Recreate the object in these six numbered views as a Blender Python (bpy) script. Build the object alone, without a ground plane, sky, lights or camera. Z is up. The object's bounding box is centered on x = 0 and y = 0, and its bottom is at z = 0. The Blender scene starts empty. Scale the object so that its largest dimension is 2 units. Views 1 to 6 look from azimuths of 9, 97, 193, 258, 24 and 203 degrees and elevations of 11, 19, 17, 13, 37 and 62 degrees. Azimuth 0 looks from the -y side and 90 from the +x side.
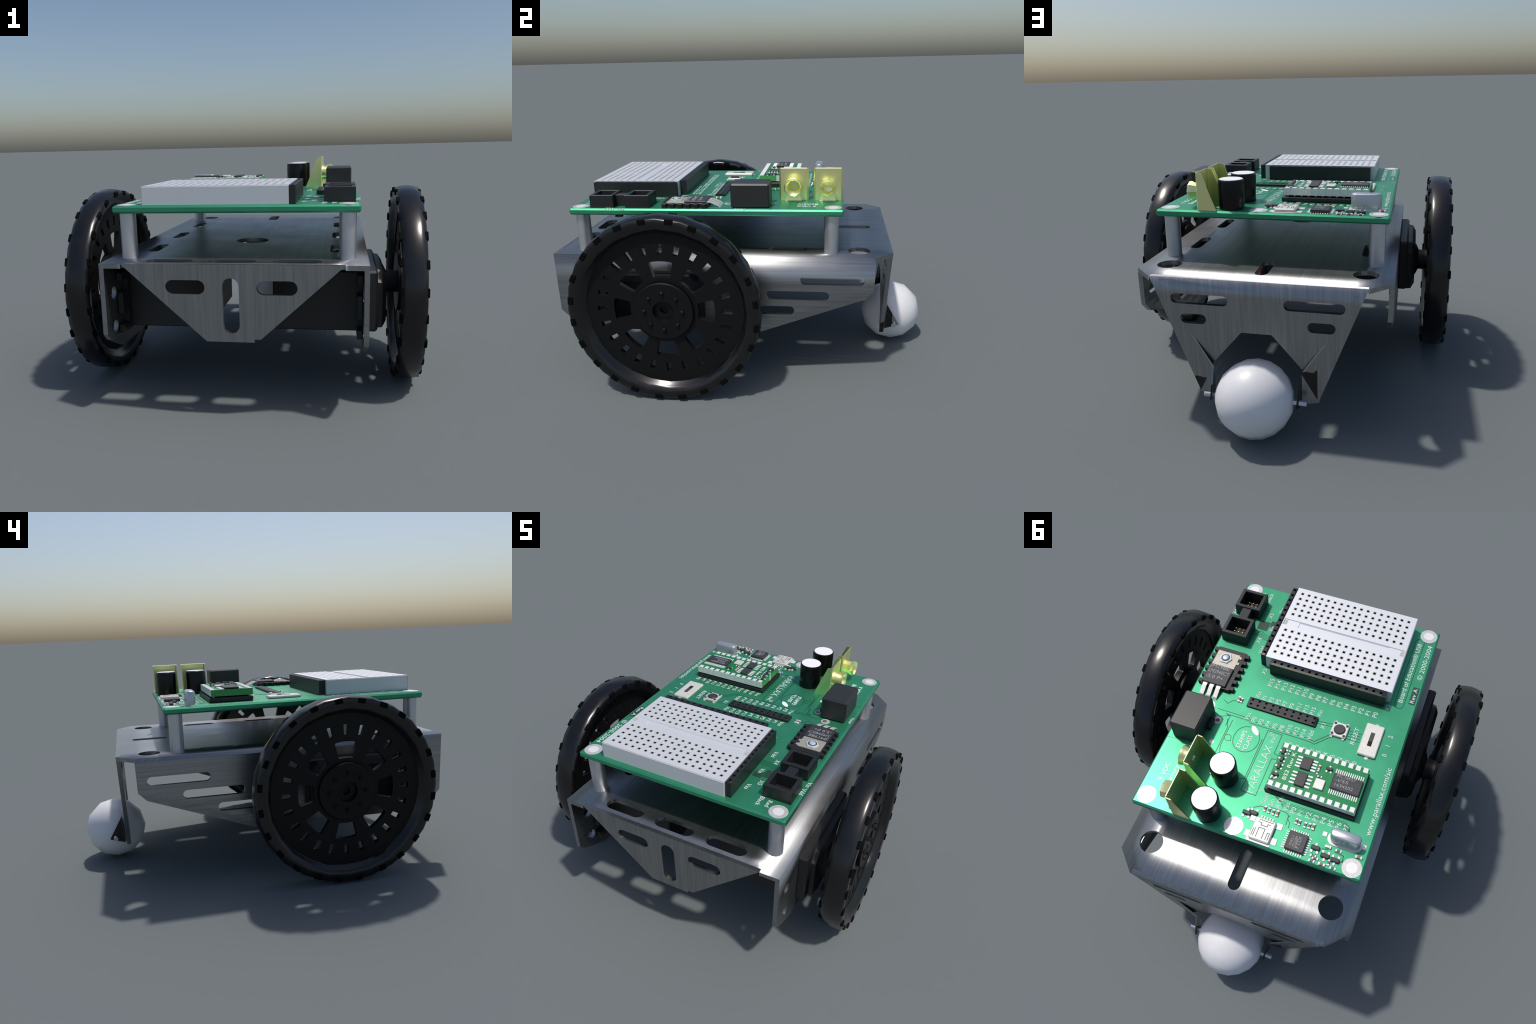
"""Small two-wheeled teaching robot: folded brushed-metal chassis, two servo-driven wheels,
a white tail ball and a green circuit board on four posts.  Metres, z up, front is -y."""
import bpy, bmesh, math, random
from mathutils import Vector, Matrix

rng = random.Random(7)
PI = math.pi

# ----------------------------------------------------------------------------------------
# materials
# ----------------------------------------------------------------------------------------
def srgb(r, g, b):
    f = lambda c: (c / 255 / 12.92) if c / 255 <= .04045 else ((c / 255 + .055) / 1.055) ** 2.4
    return (f(r), f(g), f(b), 1.0)

class Nodes:
    """thin wrapper that keeps the node code readable"""
    def __init__(self, name):
        self.mat = bpy.data.materials.new(name)
        self.mat.use_nodes = True
        self.t = self.mat.node_tree
        self.b = self.t.nodes["Principled BSDF"]
        self.co = self.t.nodes.new("ShaderNodeTexCoord").outputs["Object"]

    def set(self, **kw):
        names = dict(rough="Roughness", metal="Metallic", coat="Coat Weight", coat_rough="Coat Roughness",
                     spec="Specular IOR Level", color="Base Color")
        for k, v in kw.items():
            self.b.inputs[names[k]].default_value = v
        return self

    def link(self, a, b):
        self.t.links.new(a, b)

    def noise(self, scale, stretch=(1, 1, 1), detail=3, rough=.55):
        m = self.t.nodes.new("ShaderNodeMapping")
        m.inputs["Scale"].default_value = stretch
        self.link(self.co, m.inputs["Vector"])
        n = self.t.nodes.new("ShaderNodeTexNoise")
        n.inputs["Scale"].default_value = scale
        n.inputs["Detail"].default_value = detail
        n.inputs["Roughness"].default_value = rough
        self.link(m.outputs[0], n.inputs["Vector"])
        return n.outputs["Fac"]

    def ramp(self, fac, *stops):
        r = self.t.nodes.new("ShaderNodeValToRGB")
        while len(r.color_ramp.elements) < len(stops):
            r.color_ramp.elements.new(.5)
        for e, (p, c) in zip(r.color_ramp.elements, stops):
            e.position, e.color = p, c
        self.link(fac, r.inputs["Fac"])
        return r.outputs["Color"]

    def math(self, op, a, b=None, c=None):
        n = self.t.nodes.new("ShaderNodeMath")
        n.operation = op
        for i, v in enumerate((a, b, c)):
            if v is None:
                continue
            if isinstance(v, (int, float)):
                n.inputs[i].default_value = v
            else:
                self.link(v, n.inputs[i])
        return n.outputs[0]

    def xyz(self):
        s = self.t.nodes.new("ShaderNodeSeparateXYZ")
        self.link(self.co, s.inputs[0])
        return s.outputs

    def mix(self, fac, a, b):
        n = self.t.nodes.new("ShaderNodeMix")
        n.data_type = 'RGBA'
        self.link(fac, n.inputs["Factor"])
        for v, s in ((a, n.inputs["A"]), (b, n.inputs["B"])):
            if isinstance(v, tuple):
                s.default_value = v
            else:
                self.link(v, s)
        return n.outputs["Result"]

    def bump(self, h, strength, dist=.01):
        n = self.t.nodes.new("ShaderNodeBump")
        n.inputs["Strength"].default_value = strength
        n.inputs["Distance"].default_value = dist
        self.link(h, n.inputs["Height"])
        self.link(n.outputs[0], self.b.inputs["Normal"])

    def color(self, c):
        self.link(c, self.b.inputs["Base Color"])


def plain(name, c, rough=.5, metal=0., coat=0., grain=.0, spec=.5, scale=60):
    m = Nodes(name).set(rough=rough, metal=metal, coat=coat, spec=spec, color=c)
    if grain:
        n = m.noise(scale)
        lo = tuple(v * (1 - grain) for v in c[:3]) + (1,)
        hi = tuple(min(1, v * (1 + grain)) for v in c[:3]) + (1,)
        m.color(m.ramp(n, (.3, lo), (.7, hi)))
    return m.mat


def brushed(name, stretch, black=None):
    """brushed aluminium; long grain runs along the axis with the small stretch"""
    m = Nodes(name).set(rough=METAL_ROUGH, metal=1.0)
    a = m.noise(170, stretch, 4, .6)
    b = m.noise(45, stretch, 3, .6)
    f = m.math('ADD', m.math('MULTIPLY', a, .6), m.math('MULTIPLY', b, .4))
    col = m.ramp(f, (.30, METAL_LO), (.70, METAL_HI))
    if black:
        x, y, z = m.xyz()
        wob = m.math('MULTIPLY_ADD', m.noise(30), .05, -.025)
        zz = m.math('ADD', z, wob)
        mask = black(m, x, y, zz)
        col = m.mix(mask, col, (.002, .002, .002, 1))
        m.link(m.math('MULTIPLY_ADD', mask, -1., 1.), m.b.inputs["Metallic"])
    m.color(col)
    r = m.math('MULTIPLY_ADD', m.noise(5, (1, 1, 1), 2), .16, METAL_ROUGH - .08)
    m.link(r, m.b.inputs["Roughness"])
    m.bump(a, .03, .004)
    return m.mat

METAL_ROUGH = .38
METAL_LO, METAL_HI = (.24, .245, .25, 1), (.40, .405, .415, 1)

def tail_black(m, x, y, z):
    """black patches on the two tail legs, copied from unmapped source texture"""
    right = m.math('MULTIPLY', m.math('GREATER_THAN', x, 0), m.math('LESS_THAN', z, .225))
    left = m.math('MULTIPLY', m.math('LESS_THAN', z, .305), m.math('GREATER_THAN', x, -.268))
    left = m.math('MULTIPLY', left, m.math('LESS_THAN', x, 0))
    return m.math('MAXIMUM', right, left)

def front_black(m, x, y, z):
    """small unpainted chip on the front flange's lower corner"""
    return m.math('MULTIPLY', m.math('GREATER_THAN', x, .098), m.math('LESS_THAN', z, .37))

M = {}
M['metal_y'] = brushed("brushed_metal_lengthwise", (1, .012, 1))
M['metal_z'] = brushed("brushed_metal_upright", (1, 1, .012), front_black)
M['metal_tail'] = brushed("brushed_metal_tail", (1, 1, .012), tail_black)
M['metal_flap'] = brushed("brushed_metal_flap", (1, 1, .012))
M['ear'] = brushed("brushed_metal_ear", (1, 1, .02), lambda m, x, y, z: m.math('LESS_THAN', y, m.math('MULTIPLY_ADD', m.math('LESS_THAN', x, 0), .05, .822)))  # black area repeats the source texture's fault on the ears
M['post'] = plain("post_aluminium", (.62, .63, .66, 1), rough=.38, metal=.85, grain=.04, scale=20)
M['pin'] = plain("steel_pin", (.62, .63, .66, 1), rough=.3, metal=1.)
M['ball'] = plain("white_nylon", (.78, .77, .78, 1), rough=.38, grain=.015, scale=12)
M['tyre'] = plain("tyre_rubber", (.006, .006, .0065, 1), rough=.24, grain=.25, scale=18)
M['lug'] = plain("lug_rubber", (.002, .002, .002, 1), rough=.8, spec=.1)
M['rim'] = plain("rim_plastic", (.006, .006, .0062, 1), rough=.45, grain=.15, scale=55, spec=.2)
M['case'] = plain("servo_plastic", (.012, .012, .013, 1), rough=.48, grain=.1)
M['red'] = plain("red_wire", (.35, .01, .008, 1), rough=.4)
M['white_wire'] = plain("white_wire", (.7, .7, .68, 1), rough=.4)

def board_green():
    m = Nodes("solder_mask_green").set(rough=.40, metal=.66)
    n = m.noise(9, (1, 1, 1), 2)
    m.color(m.ramp(n, (.3, GREEN_LO), (.7, GREEN_HI)))
    return m.mat
GREEN_LO, GREEN_HI = srgb(62, 154, 114), srgb(70, 164, 124)
M['green'] = board_green()
M['trace'] = plain("trace_dark_green", srgb(16, 72, 52), rough=.35)
M['rect_dark'] = plain("mask_dark", srgb(38, 66, 54), rough=.4)
M['silk'] = plain("silkscreen_white", (.62, .70, .66, 1), rough=.5)
M['silk_bright'] = plain("silkscreen_bright", (.85, .87, .86, 1), rough=.45)
M['pad'] = plain("tinned_pad", (.62, .61, .61, 1), rough=.35, metal=.35, grain=.12, scale=140)
M['pad_core'] = plain("screw_head", (.80, .80, .82, 1), rough=.35, metal=.2)
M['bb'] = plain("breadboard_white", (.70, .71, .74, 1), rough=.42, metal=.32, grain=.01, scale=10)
M['bb_hole'] = plain("hole_dark", (.02, .019, .016, 1), rough=.7)
M['bb_lip'] = plain("hole_lip", (.42, .42, .38, 1), rough=.6)
M['black'] = plain("black_plastic", (.0135, .0135, .0145, 1), rough=.42, grain=.08)
M['black_hole'] = plain("black_pit", (.004, .004, .004, 1), rough=.8)
M['jack'] = plain("jack_plastic", (.021, .021, .021, 1), rough=.4, grain=.08)
M['chip'] = plain("chip_epoxy", (.035, .034, .038, 1), rough=.5, grain=.1)
M['chip_text'] = plain("chip_marking", (.30, .31, .32, 1), rough=.5)
M['cap'] = plain("capacitor_sleeve", (.004, .004, .005, 1), rough=.22, spec=.3)
M['cap_top'] = plain("capacitor_top", (.86, .85, .86, 1), rough=.4)
M['tin'] = plain("tin_plate", (.66, .65, .62, 1), rough=.4, metal=.35, grain=.1, scale=120)
M['solder'] = plain("solder_white", (.80, .80, .78, 1), rough=.3, metal=.25, grain=.15, scale=220)
M['usb'] = plain("usb_shell", (.74, .72, .66, 1), rough=.35, metal=.3, grain=.05)
M['line'] = plain("dark_line", (.05, .047, .04, 1), rough=.6)
M['crystal'] = plain("crystal_can", (.52, .54, .58, 1), rough=.3, metal=.7)
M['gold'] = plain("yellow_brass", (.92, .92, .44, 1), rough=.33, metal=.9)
M['nut'] = plain("zinc_nut", (.62, .72, .78, 1), rough=.3, metal=.4)
M['tab'] = plain("tab_metal", (.45, .42, .35, 1), rough=.4, metal=.4, grain=.1)
M['module_green'] = plain("module_mask", srgb(30, 126, 74), rough=.35, metal=.3, grain=.1, scale=40)
M['module_end'] = plain("module_edge_green", srgb(70, 150, 80), rough=.5, grain=.15, scale=90)
M['module_side'] = plain("module_edge_white", (.60, .64, .62, 1), rough=.45)
M['brown'] = plain("ceramic_brown", (.28, .15, .08, 1), rough=.5)
M['grey_smd'] = plain("resistor_grey", (.12, .12, .12, 1), rough=.5)

# ----------------------------------------------------------------------------------------
# scene helpers
# ----------------------------------------------------------------------------------------
COL = bpy.context.scene.collection

def empty(name, loc=(0, 0, 0)):
    o = bpy.data.objects.new(name, None)
    o.location = loc
    o.empty_display_size = .1
    COL.objects.link(o)
    return o

ROOT = empty("wheeled_robot")
ROOT["label"] = "two-wheeled robot with green circuit board and metal chassis"
ROOT["category"] = "robot"

def add(name, mesh, mats, parent=ROOT, smooth=None, stuff=False):
    """link a mesh; smooth = angle in degrees above which edges stay sharp"""
    o = bpy.data.objects.new(name, mesh)
    for k in ([mats] if isinstance(mats, str) else mats):
        mesh.materials.append(M[k])
    if smooth is not None:
        for p in mesh.polygons:
            p.use_smooth = True
        mesh.set_sharp_from_angle(angle=math.radians(smooth))
    COL.objects.link(o)
    if parent is not None:
        o.parent = parent
        o.matrix_parent_inverse = parent_world(parent).inverted()
    if stuff:
        o["kind"] = "stuff"
    return o

def parent_world(p):
    m = Matrix.LocRotScale(p.location, p.rotation_euler, p.scale)
    while p.parent is not None:
        m = p.matrix_parent_inverse @ m
        p = p.parent
        m = Matrix.LocRotScale(p.location, p.rotation_euler, p.scale) @ m
    return m

def to_mesh(bm, name="m"):
    bmesh.ops.recalc_face_normals(bm, faces=bm.faces)
    me = bpy.data.meshes.new(name)
    bm.to_mesh(me)
    bm.free()
    return me

def bm_box(bm, x0, x1, y0, y1, z0, z1, bevel=0, seg=1, mat=0):
    b = bmesh.new()
    bmesh.ops.create_cube(b, size=1, matrix=Matrix.LocRotScale(
        ((x0 + x1) / 2, (y0 + y1) / 2, (z0 + z1) / 2), None, (abs(x1 - x0), abs(y1 - y0), abs(z1 - z0))))
    if bevel:
        bmesh.ops.bevel(b, geom=b.edges[:], offset=bevel, segments=seg, affect='EDGES', profile=.5)
    merge(bm, b, mat)

def merge(dst, src, mat=0, matrix=None):
    vm = {}
    for v in src.verts:
        vm[v] = dst.verts.new(matrix @ v.co if matrix else v.co)
    for f in src.faces:
        try:
            nf = dst.faces.new([vm[v] for v in f.verts])
            nf.material_index = mat if mat is not None else f.material_index
        except ValueError:
            pass
    src.free()

def box(name, mats, x0, x1, y0, y1, z0, z1, bevel=0, parent=ROOT, seg=1):
    bm = bmesh.new()
    bm_box(bm, x0, x1, y0, y1, z0, z1, bevel, seg)
    return add(name, to_mesh(bm, name), mats, parent, 40 if seg > 1 else None)

def bm_lathe(bm, prof, axis, seg, closed=False, mat=0, phase=0.):
    """revolve (along, radius) points; axis = (origin, direction letter)"""
    (ox, oy, oz), d = axis
    rings = []
    for a, r in prof:
        ring = []
        for i in range(seg):
            t = 2 * PI * i / seg + phase
            c, s = r * math.cos(t), r * math.sin(t)
            p = {'x': (ox + a, oy + c, oz + s), 'y': (ox + c, oy + a, oz + s), 'z': (ox + c, oy + s, oz + a)}[d]
            ring.append(bm.verts.new(p))
        rings.append(ring)
    pairs = list(zip(rings, rings[1:])) + ([(rings[-1], rings[0])] if closed else [])
    for A, B in pairs:
        for i in range(seg):
            j = (i + 1) % seg
            f = bm.faces.new((A[i], A[j], B[j], B[i]))
            f.material_index = mat
    if not closed:
        for ring in (rings[0], rings[-1]):
            f = bm.faces.new(ring)
            f.material_index = mat
    return rings

def lathe(name, mats, prof, axis, seg=24, parent=ROOT, smooth=35, closed=False, phase=0.):
    bm = bmesh.new()
    bm_lathe(bm, prof, axis, seg, closed, 0, phase)
    return add(name, to_mesh(bm, name), mats, parent, smooth)

# flat sheet with holes: outlines in (u, v), extruded by t, then mapped to the world by `place`
def slot(cu, cv, lu, lv, n=8):
    """stadium-shaped hole, lu by lv"""
    pts = []
    r = min(lu, lv) / 2
    hu, hv = lu / 2 - r, lv / 2 - r
    for k in range(4):
        sx, sy = ((1, 1), (-1, 1), (-1, -1), (1, -1))[k]
        for i in range(n // 2 + 1):
            t = (k + i / (n // 2)) * PI / 2
            pts.append((cu + sx * hu + r * math.cos(t), cv + sy * hv + r * math.sin(t)))
    out = []
    for p in pts:
        if not out or math.dist(p, out[-1]) > 1e-5:
            out.append(p)
    if math.dist(out[0], out[-1]) < 1e-5:
        out.pop()
    return out

def circle(cu, cv, r, n=24):
    return [(cu + r * math.cos(2 * PI * i / n), cv + r * math.sin(2 * PI * i / n)) for i in range(n)]

def sheet_bm(outline, holes, t):
    cu = bpy.data.curves.new("sheet", 'CURVE')
    cu.dimensions = '2D'
    cu.fill_mode = 'BOTH'
    cu.extrude = t / 2
    for loop in [outline] + list(holes):
        sp = cu.splines.new('POLY')
        sp.points.add(len(loop) - 1)
        for p, (u, v) in zip(sp.points, loop):
            p.co = (u, v, 0, 1)
        sp.use_cyclic_u = True
    o = bpy.data.objects.new("sheet", cu)
    COL.objects.link(o)
    dg = bpy.context.evaluated_depsgraph_get()
    me = bpy.data.meshes.new_from_object(o.evaluated_get(dg))
    bpy.data.objects.remove(o)
    bpy.data.curves.remove(cu)
    bm = bmesh.new()
    bm.from_mesh(me)
    bpy.data.meshes.remove(me)
    bmesh.ops.remove_doubles(bm, verts=bm.verts, dist=1e-5)
    return bm

def grid_cut(bm, step=.04):
    """cut a sheet on a grid so that bent normals have vertices to live on"""
    for ax in range(2):
        lo = min(v.co[ax] for v in bm.verts)
        hi = max(v.co[ax] for v in bm.verts)
        n = int((hi - lo) / step)
        for i in range(1, n):
            p = [0, 0, 0]
            q = [0, 0, 0]
            p[ax] = lo + (hi - lo) * i / n
            q[ax] = 1
            bmesh.ops.bisect_plane(bm, geom=bm.verts[:] + bm.edges[:] + bm.faces[:], plane_co=p, plane_no=q, dist=1e-6)

def folded_sheet(name, mats, outline, holes, t, place, bends, out_dir, parent, wall=None):
    """sheet whose outer face is shaded as if it rolled over into its neighbours.
    bends: list of (function giving distance to the fold, reach, neighbour's direction)"""
    bm = sheet_bm(outline, holes, t)
    grid_cut(bm)
    for v in bm.verts:
        v.co = place(v.co)
    me = to_mesh(bm, name)
    o = add(name, me, mats, parent)
    for p in me.polygons:
        p.use_smooth = True
    out_dir = Vector(out_dir)
    norms = []
    for p in me.polygons:
        for li in p.loop_indices:
            n = p.normal.copy()
            if n.dot(out_dir) > .9:
                co = me.vertices[me.loops[li].vertex_index].co
                for dist, reach, nb in bends:
                    w = max(0., 1 - dist(co) / reach)
                    n = n + Vector(nb(co) if callable(nb) else nb) * w
                n.normalize()
            elif wall is not None:
                n = wall(n, me.vertices[me.loops[li].vertex_index].co)
            norms.append(n)
    me.normals_split_custom_set(norms)
    return o

# ----------------------------------------------------------------------------------------
# chassis
# ----------------------------------------------------------------------------------------
T = .021                       # sheet thickness
ZT = .700                      # top of the deck
HX, YF, YR = .576, -1.0, .780  # half width, front, rear
CH = .097                      # rear corner chamfer

FW, RW = .479, .477              # half widths of the front and rear folds; there the flanges reach the deck's top
deck_outline = [(-HX, YF), (-FW, YF), (-FW, YF + T), (FW, YF + T), (FW, YF), (HX, YF), (HX, YR - CH), (HX - CH + .002, YR),
                (RW, YR), (RW, YR - T), (-RW, YR - T), (-RW, YR), (-HX + CH - .002, YR), (-HX, YR - CH)]
deck_holes = [slot(c, -.921, .208, .070) for c in (-.282, -.003, .275)]
deck_holes += [slot(s * .435, c, .054, .208) for s in (-1, 1) for c in (-.597, -.187, .235)]
deck_holes += [circle(0, -.366, .085, 28), slot(0, .585, .06, .208)]
deck_holes += [circle(s * .453, .608, .057, 28) for s in (-1, 1)]
def lean(y):
    # along the side folds the rounding turns from front-facing at the front corner to rear-facing at the tail
    t = (y - YF) / (YR - CH - YF)
    return -.95 + 1.5 * t
def deck_wall(n, p):
    # the deck's own edge is part of the rolled fold, except at the cut corners
    reach = .15 if abs(n.x) > .9 and abs(abs(p.x) - HX) < .001 else \
        (.06 if abs(n.y) > .9 and min(abs(p.y - YF), abs(p.y - YR)) < .001 and abs(p.x) < .485 else 0)
    if reach:
        n = (n + Vector((0, lean(p.y) if abs(n.x) > .9 else 0, .9)) * max(0, 1 - (ZT - p.z) / reach)).normalized()
    return n
front_d = lambda p: (p.y - YF) + max(0, abs(p.x) - .46) * 2.5
chassis = folded_sheet(
    "chassis", 'metal_y', deck_outline, deck_holes, T, lambda c: Vector((c.x, c.y, ZT - T / 2 + c.z)),
    [(lambda p: HX - p.x, .16, lambda p: (.9, lean(p.y), 0)), (lambda p: HX + p.x, .16, lambda p: (-.9, lean(p.y), 0)),
     (front_d, .075, (0, -.9, 0)), (lambda p: YR - p.y, .15, (.25, .9, 0))], (0, 0, 1), ROOT, deck_wall)

side_outline = [(-1.0, ZT - T), (-.999, .380), (-.968, .347), (-.82, .272), (.085, .273), (.641, .476),
                (.684, .520), (.688, ZT - T)]
side_holes = [slot(.471, .577, .327, .047), slot(.293, .492, .327, .047), slot(.113, .407, .327, .047),
              circle(-.905, .548, .029, 18), circle(-.906, .392, .029, 18),
              [(-.75, .36), (-.22, .36), (-.22, .615), (-.75, .615)]]
def tuck(y, z):
    # the lower rear rim of each side curls slightly inwards
    low = z - (.276 + max(0, y - .085) * .3676)
    return .006 * max(0, min(1, 1 - low / .04)) * max(0, min(1, (y + .05) / .15))
for s in (-1, 1):
    folded_sheet("side_panel", 'metal_y', side_outline, side_holes, T,
                 lambda c, s=s: Vector((s * (HX - T / 2 + c.z - tuck(c.x, c.y)), c.x, c.y)),
                 [(lambda p: ZT - p.z, .15, lambda p: (0, lean(p.y), .9))], (s, 0, 0), chassis)

front_outline = [(-.479, ZT), (.479, ZT), (.110, .361), (-.110, .361)]
front_holes = [slot(-.197, .601, .172, .062), slot(.197, .601, .172, .062), slot(0, .521, .071, .243)]
folded_sheet("front_flange", 'metal_z', front_outline, front_holes, T,
             lambda c: Vector((c.x, YF + T / 2 - c.z + (ZT - c.y) * .02, c.y)),
             [(lambda p: ZT - p.z, .06, (0, 0, .9))], (0, -1, 0), chassis,
             lambda n, p: (n + Vector((0, -.9, 0)) * max(0, 1 - (p.y - YF) / .075)).normalized() if n.z > .9 and p.z > ZT - .01 else n)

rear_y = lambda z: YR - T / 2 - (ZT - z) * .026
tail_outline = [(-.478, ZT), (-.272, .150), (-.206, .300), (-.068, .460), (.068, .460), (.206, .300),
                (.272, .150), (.478, ZT)]
tail_holes = [slot(s * .254, .602, .262, .047) for s in (-1, 1)] + [slot(s * .285, .509, .12, .047) for s in (-1, 1)]
tail = folded_sheet("tail_bracket", 'metal_tail', tail_outline, tail_holes, T,
                    lambda c: Vector((c.x, rear_y(c.y) + c.z, c.y)),
                    [(lambda p: ZT - p.z, .08, (0, 0, .9))], (0, 1, 0), chassis,
                    lambda n, p: (n + Vector((.25, .9, 0)) * max(0, 1 - (YR - p.y) / .15)).normalized() if n.z > .9 and p.z > ZT - .01 else n)

# flaps folded backwards from the legs; the axle of the ball runs through their tips
for s in (-1, 1):
    P = lambda x, y, z: Vector((s * x, y, z))
    top, elbow, foot = P(.325, .770, .468), P(.203, .790, .292), P(.275, .766, .150)
    heel, tip = P(.202, .780, .141), P(.196, .862, .164)
    bm = bmesh.new()
    w = P(-.007, -.002, 0)
    pts = (top, elbow, foot, heel, tip)
    F = [bm.verts.new(p) for p in pts]
    B = [bm.verts.new(p + w) for p in pts]
    for tri_, mi in (((0, 1, 2), 0), ((1, 2, 3), 2), ((1, 3, 4), 1)):
        bm.faces.new([F[i] for i in tri_]).material_index = mi
        bm.faces.new([B[i] for i in reversed(tri_)]).material_index = 2
    for i, j in ((0, 1), (1, 4), (4, 3), (3, 2), (2, 0)):
        bm.faces.new((F[i], F[j], B[j], B[i]))
    add("axle_ear", to_mesh(bm, "axle_ear"), ['metal_tail', 'ear', 'metal_flap'], tail)

# ----------------------------------------------------------------------------------------
# tail ball
# ----------------------------------------------------------------------------------------
BALL = (0, .8275, .1750)
R = .1750
prof = [(-R * math.cos(PI * i / 10), max(1e-4, R * math.sin(PI * i / 10))) for i in range(11)]
ball = lathe("tail_ball", 'ball', prof, (BALL, 'x'), 12, ROOT, 180, phase=-PI / 2)
lathe("axle_pin", 'pin', [(-.232, .0125), (-.23, .0135), (.23, .0135), (.232, .0125)], (BALL, 'x'), 10, ball, 50)

# ----------------------------------------------------------------------------------------
# servos
# ----------------------------------------------------------------------------------------
AY, AZ = -.352, .488           # wheel axle
for s in (-1, 1):
    X = lambda a, b: (s * a, s * b)
    bm = bmesh.new()
    bm_box(bm, *X(.150, .574), -.765, -.205, .350, .627, .006)
    servo = add("servo_motor", to_mesh(bm, "servo_motor"), 'case', ROOT)
    bm = bmesh.new()
    for y0, y1 in ((-.872, -.75), (-.22, -.098)):
        o0, o1 = (y0, y1 - .05) if y0 < -.5 else (y0 + .05, y1)
        bm_box(bm, *X(.528, .5535), *((y1 - .055, y1) if y0 < -.5 else (y0, y0 + .055)), .345, .632)
        for z0, z1 in ((.345, .385), (.437, .540), (.592, .632)):
            bm_box(bm, *X(.529, .5530), o0, o1, z0, z1, .003)
    add("mounting_tab", to_mesh(bm, "mounting_tab"), 'case', servo)
    bm = bmesh.new()
    bm_box(bm, *X(.570, .622), -.770, -.200, .348, .629, .010)
    b = bmesh.new()                                    # upper gear cover, narrower and chamfered
    pts = [(.605, -.722, -.206, .352, .620), (.645, -.718, -.208, .356, .612), (.663, -.70, -.225, .385, .585)]
    rings = []
    for x, y0, y1, z0, z1 in pts:
        c = .05
        ring = [(y0, z0), (y1, z0), (y1, z1 - c), (y1 - c, z1), (y0 + c, z1), (y0, z1 - c)]
        rings.append([b.verts.new((s * x, y, z)) for y, z in ring])
    for P, Q in zip(rings, rings[1:]):
        for i in range(6):
            b.faces.new((P[i], P[(i + 1) % 6], Q[(i + 1) % 6], Q[i]))
    b.faces.new(rings[0])
    b.faces.new(rings[-1])
    merge(bm, b)
    add("gear_case", to_mesh(bm, "gear_case"), 'case', servo)
    lathe("output_shaft", 'case', [(s * .655, .095), (s * .668, .088), (s * .682, .057), (s * .745, .055)],
          ((0, AY, AZ), 'x'), 20, servo, 40)
    bm = bmesh.new()
    for i, k in enumerate((0, 1, 2)):
        bm_box(bm, *X(.205 + i * .016, .220 + i * .016), -.204, -.192, .36, .47, .003, mat=i)
    add("servo_cable", to_mesh(bm, "servo_cable"), ['black', 'red', 'white_wire'], servo)

# ----------------------------------------------------------------------------------------
# wheels
# ----------------------------------------------------------------------------------------
def sector(r0, r1, mid, half, n=6, round_=.0):
    """window between two radii, with slightly rounded corners"""
    out = []
    h1, h0 = half, half * 1.0
    for i in range(n + 1):
        t = mid - h1 + 2 * h1 * i / n
        out.append((r1 * math.cos(t), r1 * math.sin(t)))
    for i in range(n + 1):
        t = mid + h0 - 2 * h0 * i / n
        out.append((r0 * math.cos(t), r0 * math.sin(t)))
    if round_:
        res = []
        m = len(out)
        for i, p in enumerate(out):
            if i in (0, n, n + 1, m - 1):
                a, b = Vector(out[i - 1]), Vector(out[(i + 1) % m])
                q = Vector(p)
                res += [tuple(q + (a - q).normalized() * round_), tuple(q + ((a - q).normalized() + (b - q).normalized()) * round_ * .3),
                        tuple(q + (b - q).normalized() * round_)]
            else:
                res.append(p)
        out = res
    return out

windows = [sector(.172, .256, k * PI / 4, math.radians(13.6), 6, .008) for k in range(8)]
vents = [sector(.291, .342, PI / 12 * k, math.radians(2.2), 1) for k in range(24)]

rim_bm = sheet_bm(circle(0, 0, .40, 48), windows + vents + [circle(0, 0, .022, 14)], .028)
for v in rim_bm.verts:
    v.co = Vector((.7755 + v.co.z, v.co.x, v.co.y))
rim_base = to_mesh(rim_bm, "wheel_rim")

tyre_prof = [  # (x from the tyre's middle plane, radius), outside then across the tread to the inside
    (.008, .392), (.014, .403), (.043, .417), (.055, .433), (.057, .449), (.057, .454), (.058, .470), (.054, .479),
    (.030, .486), (.0, .489), (-.030, .486), (-.054, .479), (-.058, .470), (-.057, .454), (-.055, .449),
    (-.053, .434), (-.045, .421), (-.026, .403), (-.020, .392)]
TX = .7755

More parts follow.
